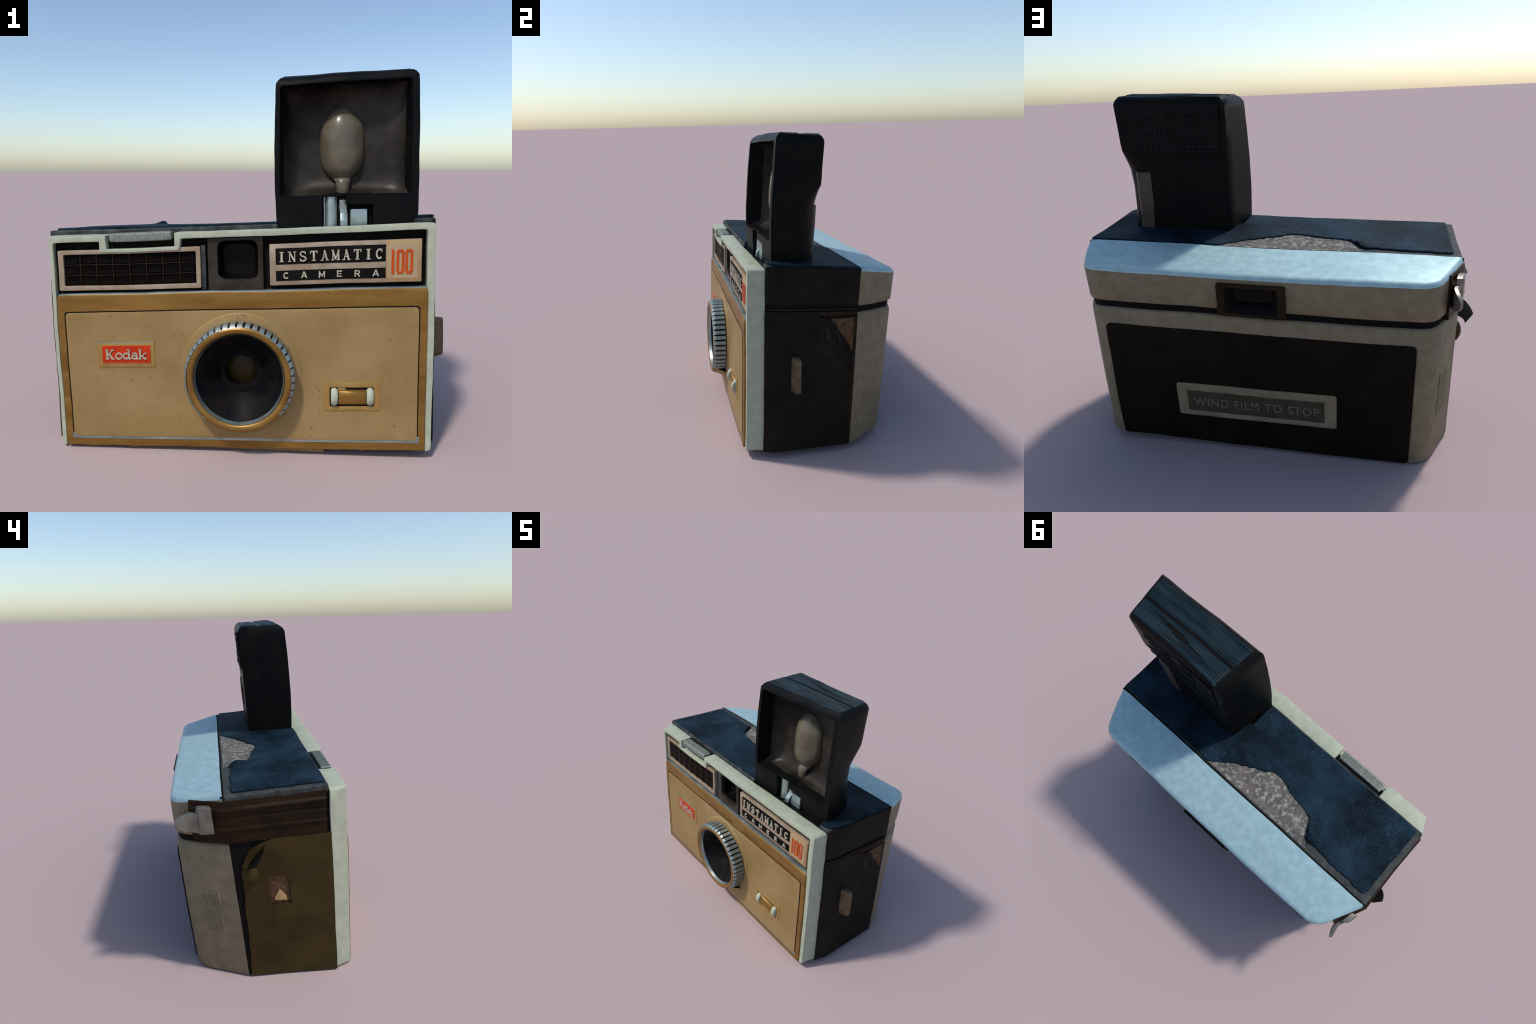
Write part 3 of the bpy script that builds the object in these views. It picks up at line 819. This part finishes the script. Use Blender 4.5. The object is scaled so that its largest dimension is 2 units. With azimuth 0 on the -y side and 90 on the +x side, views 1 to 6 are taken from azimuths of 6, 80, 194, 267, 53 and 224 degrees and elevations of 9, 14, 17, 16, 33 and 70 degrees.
bm = bmesh.new()
rings = []
levels = [-0.04, 0.0, 0.05, 0.10, 0.15, 0.20, 0.25, 0.30, 0.33, 0.36, 0.385, 0.41, 0.45, 0.50, 0.56, 0.61, 0.640, 0.658, 0.668]
for z in levels:
    cx, cy = sector(max(z, 0))
    d = 0.0 if z < 0.635 else 0.02 * ((z - 0.635) / 0.033) ** 2
    by = back_y(z) - d
    dent = 0.012 * ease(0.38, 0.5, z)
    swell = math.sin(math.pi * min(1, max(0, z / 0.66))) ** 0.5
    xl, xr, yf = -0.322 - 0.005 * swell + d, 0.322 - d, -0.142 - 0.012 * swell + d
    ring = [(xl, yf), (-0.1, yf), (0.1, yf), (xr, yf)]
    ring += [(xr, by - cy - 0.03), (xr - cx * 0.10, by - cy * 0.65), (xr - cx * 0.42, by - cy * 0.26), (xr - cx, by)]
    ring += [(0.05, by), (-0.15, by - dent * 0.5), (xl + 0.012, by - dent), (xl, by - 0.012 - dent)]
    rings.append([(x, y, z) for x, y in ring])
loft(bm, rings)

# reflector mouth and contact slot are cut out of the housing
slot = [(-0.115, -0.06), (0.122, -0.06), (0.122, 0.072), (-0.005, 0.074), (-0.006, 0.13), (-0.115, 0.13)]
bm = carve(bm, [(rounded(-0.308, 0.292, 0.116, 0.632, 0.012), -0.2, 0.060, rounded(-0.290, 0.280, 0.118, 0.620, 0.03)), (slot, -0.2, -0.105)])
housing = finish(bm, "flash_housing", "flashblack", None, settle=flash, longest=0.10, angle=40)

# reflector lining
bm = bmesh.new()
rings = []
for k in range(9):
    f = k / 8
    y = -0.140 + 0.152 * math.sin(f * math.pi / 2)
    hw = 0.299 * (1 - 0.60 * f ** 3.0)
    hh = 0.256 * (1 - 0.60 * f ** 3.0)
    rings.append([(u, y, v) for u, v in rounded(-0.006 - hw, -0.006 + hw, 0.375 - hh, 0.375 + hh, 0.012 + 0.09 * f, 6)])
    rings[-1] = [(u, yy - 0.022 * f * ease(-0.05, 0.22, u) + 0.02 * f * ease(0.0, -0.25, u), v) for u, yy, v in rings[-1]]
loft(bm, rings, cap0=False)
finish(bm, "reflector", "reflector", housing, settle=flash, longest=0.08, angle=60)
box("reflector_floor", "flashblack", (-0.305, 0.290), (-0.138, 0.05), (0.114, 0.1215), housing, settle=flash)

# bulb with stem, merging into the reflector
bm = bmesh.new()
rings = []
for z, r in ((0.10, 0.020), (0.115, 0.030), (0.15, 0.030), (0.185, 0.036), (0.205, 0.050), (0.225, 0.075), (0.25, 0.096), (0.29, 0.106), (0.36, 0.107), (0.42, 0.103), (0.46, 0.092), (0.495, 0.070), (0.520, 0.042), (0.532, 0.015)):
    rr_ = r * 0.95
    yc = 0.0 if z > 0.2 else -0.034
    rings.append([(-0.008 + r * math.cos(a) * (1 + 0.06 * math.cos(4 * a)), yc + rr_ * 0.82 * math.sin(a), z) for a in [2 * math.pi * i / 28 for i in range(28)]])
loft(bm, rings)
finish(bm, "flash_bulb", "bulb", housing, settle=flash, longest=0, angle=60)

# contacts
box("slot_wall", "matblack", (-0.114, 0.121), (-0.108, -0.104), (-0.03, 0.125), housing, settle=flash)
bm = bmesh.new()
loft(bm, [[(-0.106 + 0.062 * i / 8, -0.140 + 0.022 * (abs(i / 8 - 0.55) * 1.9) ** 2 + 0.01, z) for i in range(9)] + [(-0.044, -0.112, z), (-0.106, -0.112, z)] for z in (-0.03, 0.03, 0.09, 0.113)])
finish(bm, "contact", "chrome", housing, settle=flash, longest=0, angle=30)
bm = bmesh.new()
loft(bm, [[(-0.030 + o, y, z), (0.004 + o, y, z), (0.004 + o, -0.10, z), (-0.030 + o, -0.10, z)] for z, y, o in ((-0.03, -0.148, 0.0), (0.0, -0.146, 0.0), (0.03, -0.120, 0.002), (0.06, -0.118, -0.002), (0.09, -0.124, -0.002), (0.102, -0.115, -0.002))])
finish(bm, "contact", "chrome", housing, settle=flash, longest=0, bevel=0.003)
box("contact", "chrome", (0.018, 0.096), (-0.140, -0.10), (-0.03, 0.050), housing, settle=flash, bevel=0.006)

# ribbed top plate with a groove and a dent
bm = bmesh.new()
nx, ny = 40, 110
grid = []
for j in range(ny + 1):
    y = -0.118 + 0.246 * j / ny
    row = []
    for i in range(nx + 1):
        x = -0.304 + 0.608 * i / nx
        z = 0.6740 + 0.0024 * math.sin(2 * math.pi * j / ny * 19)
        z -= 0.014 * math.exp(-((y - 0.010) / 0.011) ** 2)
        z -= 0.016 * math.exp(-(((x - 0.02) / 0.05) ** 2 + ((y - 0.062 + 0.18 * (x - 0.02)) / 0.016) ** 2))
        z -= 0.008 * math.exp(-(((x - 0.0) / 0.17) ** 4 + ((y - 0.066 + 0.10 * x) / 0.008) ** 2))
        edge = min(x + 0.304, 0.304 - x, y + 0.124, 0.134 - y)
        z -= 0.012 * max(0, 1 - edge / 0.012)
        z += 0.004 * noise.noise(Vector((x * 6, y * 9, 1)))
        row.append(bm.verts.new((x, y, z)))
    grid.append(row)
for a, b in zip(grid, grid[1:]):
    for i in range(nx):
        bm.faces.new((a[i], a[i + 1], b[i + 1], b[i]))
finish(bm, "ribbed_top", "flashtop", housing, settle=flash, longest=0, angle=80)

# back of the flash: label plate with worn raised rows, small cartouche, grey slide bar
label = sheet("label_plate", "black", "F", rounded(-0.296, 0.262, 0.404, 0.634, 0.006), 0.1545, 0.13, holes=[], settle=flash, bevel=0.002)
for z in (0.410, 0.460, 0.545):
    box("label_rule", "faintmark", (-0.288, 0.255), (0.154, 0.1582), (z - 0.0012, z + 0.0012), label, settle=flash, longest=0.1)
rnd = random.Random(4)
bm = bmesh.new()
for z, spans in ((0.602, ((-0.27, -0.20), (-0.16, -0.06), (0.02, 0.22))), (0.566, ((-0.26, -0.20), (-0.14, -0.07), (0.03, 0.22))), (0.520, ((-0.27, -0.21), (-0.15, -0.05), (0.03, 0.22))), (0.485, ((-0.26, -0.20), (-0.14, -0.06), (0.01, 0.20))), (0.434, ((-0.27, 0.20),))):
    for s0, s1 in spans:
        x = s0
        while x < s1:
            w = rnd.uniform(0.005, 0.012)
            h = rnd.uniform(0.007, 0.011)
            g = bmesh.ops.create_cube(bm, size=1)
            for v in g["verts"]:
                v.co = Vector((x + v.co.x * w, 0.157 + v.co.y * 0.004, z + v.co.z * 2 * h))
            x += w + rnd.uniform(0.006, 0.010)
rows_ = finish(bm, "label_marks", "faintmark", label, settle=flash, longest=0)
rows_["kind"] = "stuff"
sheet("cartouche", "black", "F", rounded(-0.130, 0.070, 0.139, 0.262, 0.02), 0.1452, 0.12, holes=[rounded(-0.124, 0.064, 0.145, 0.256, 0.016)], parent=housing, settle=flash, longest=0)
bm = bmesh.new()
loft(bm, [[(0.160 + dx, y - 0.006, z), (0.168 + dx, y, z), (0.245 + dx, y, z), (0.256 + dx, y - 0.012, z), (0.256 + dx, 0.09, z), (0.160 + dx, 0.09, z)] for z, y, dx in
          ((-0.02, 0.152, 0.028), (0.02, 0.150, 0.026), (0.06, 0.148, 0.020), (0.12, 0.150, 0.010), (0.20, 0.151, 0.004), (0.27, 0.150, 0.0), (0.296, 0.149, 0.0), (0.302, 0.142, 0.0))])
finish(bm, "slide_bar", "slidebar", housing, settle=flash, longest=0, angle=30)
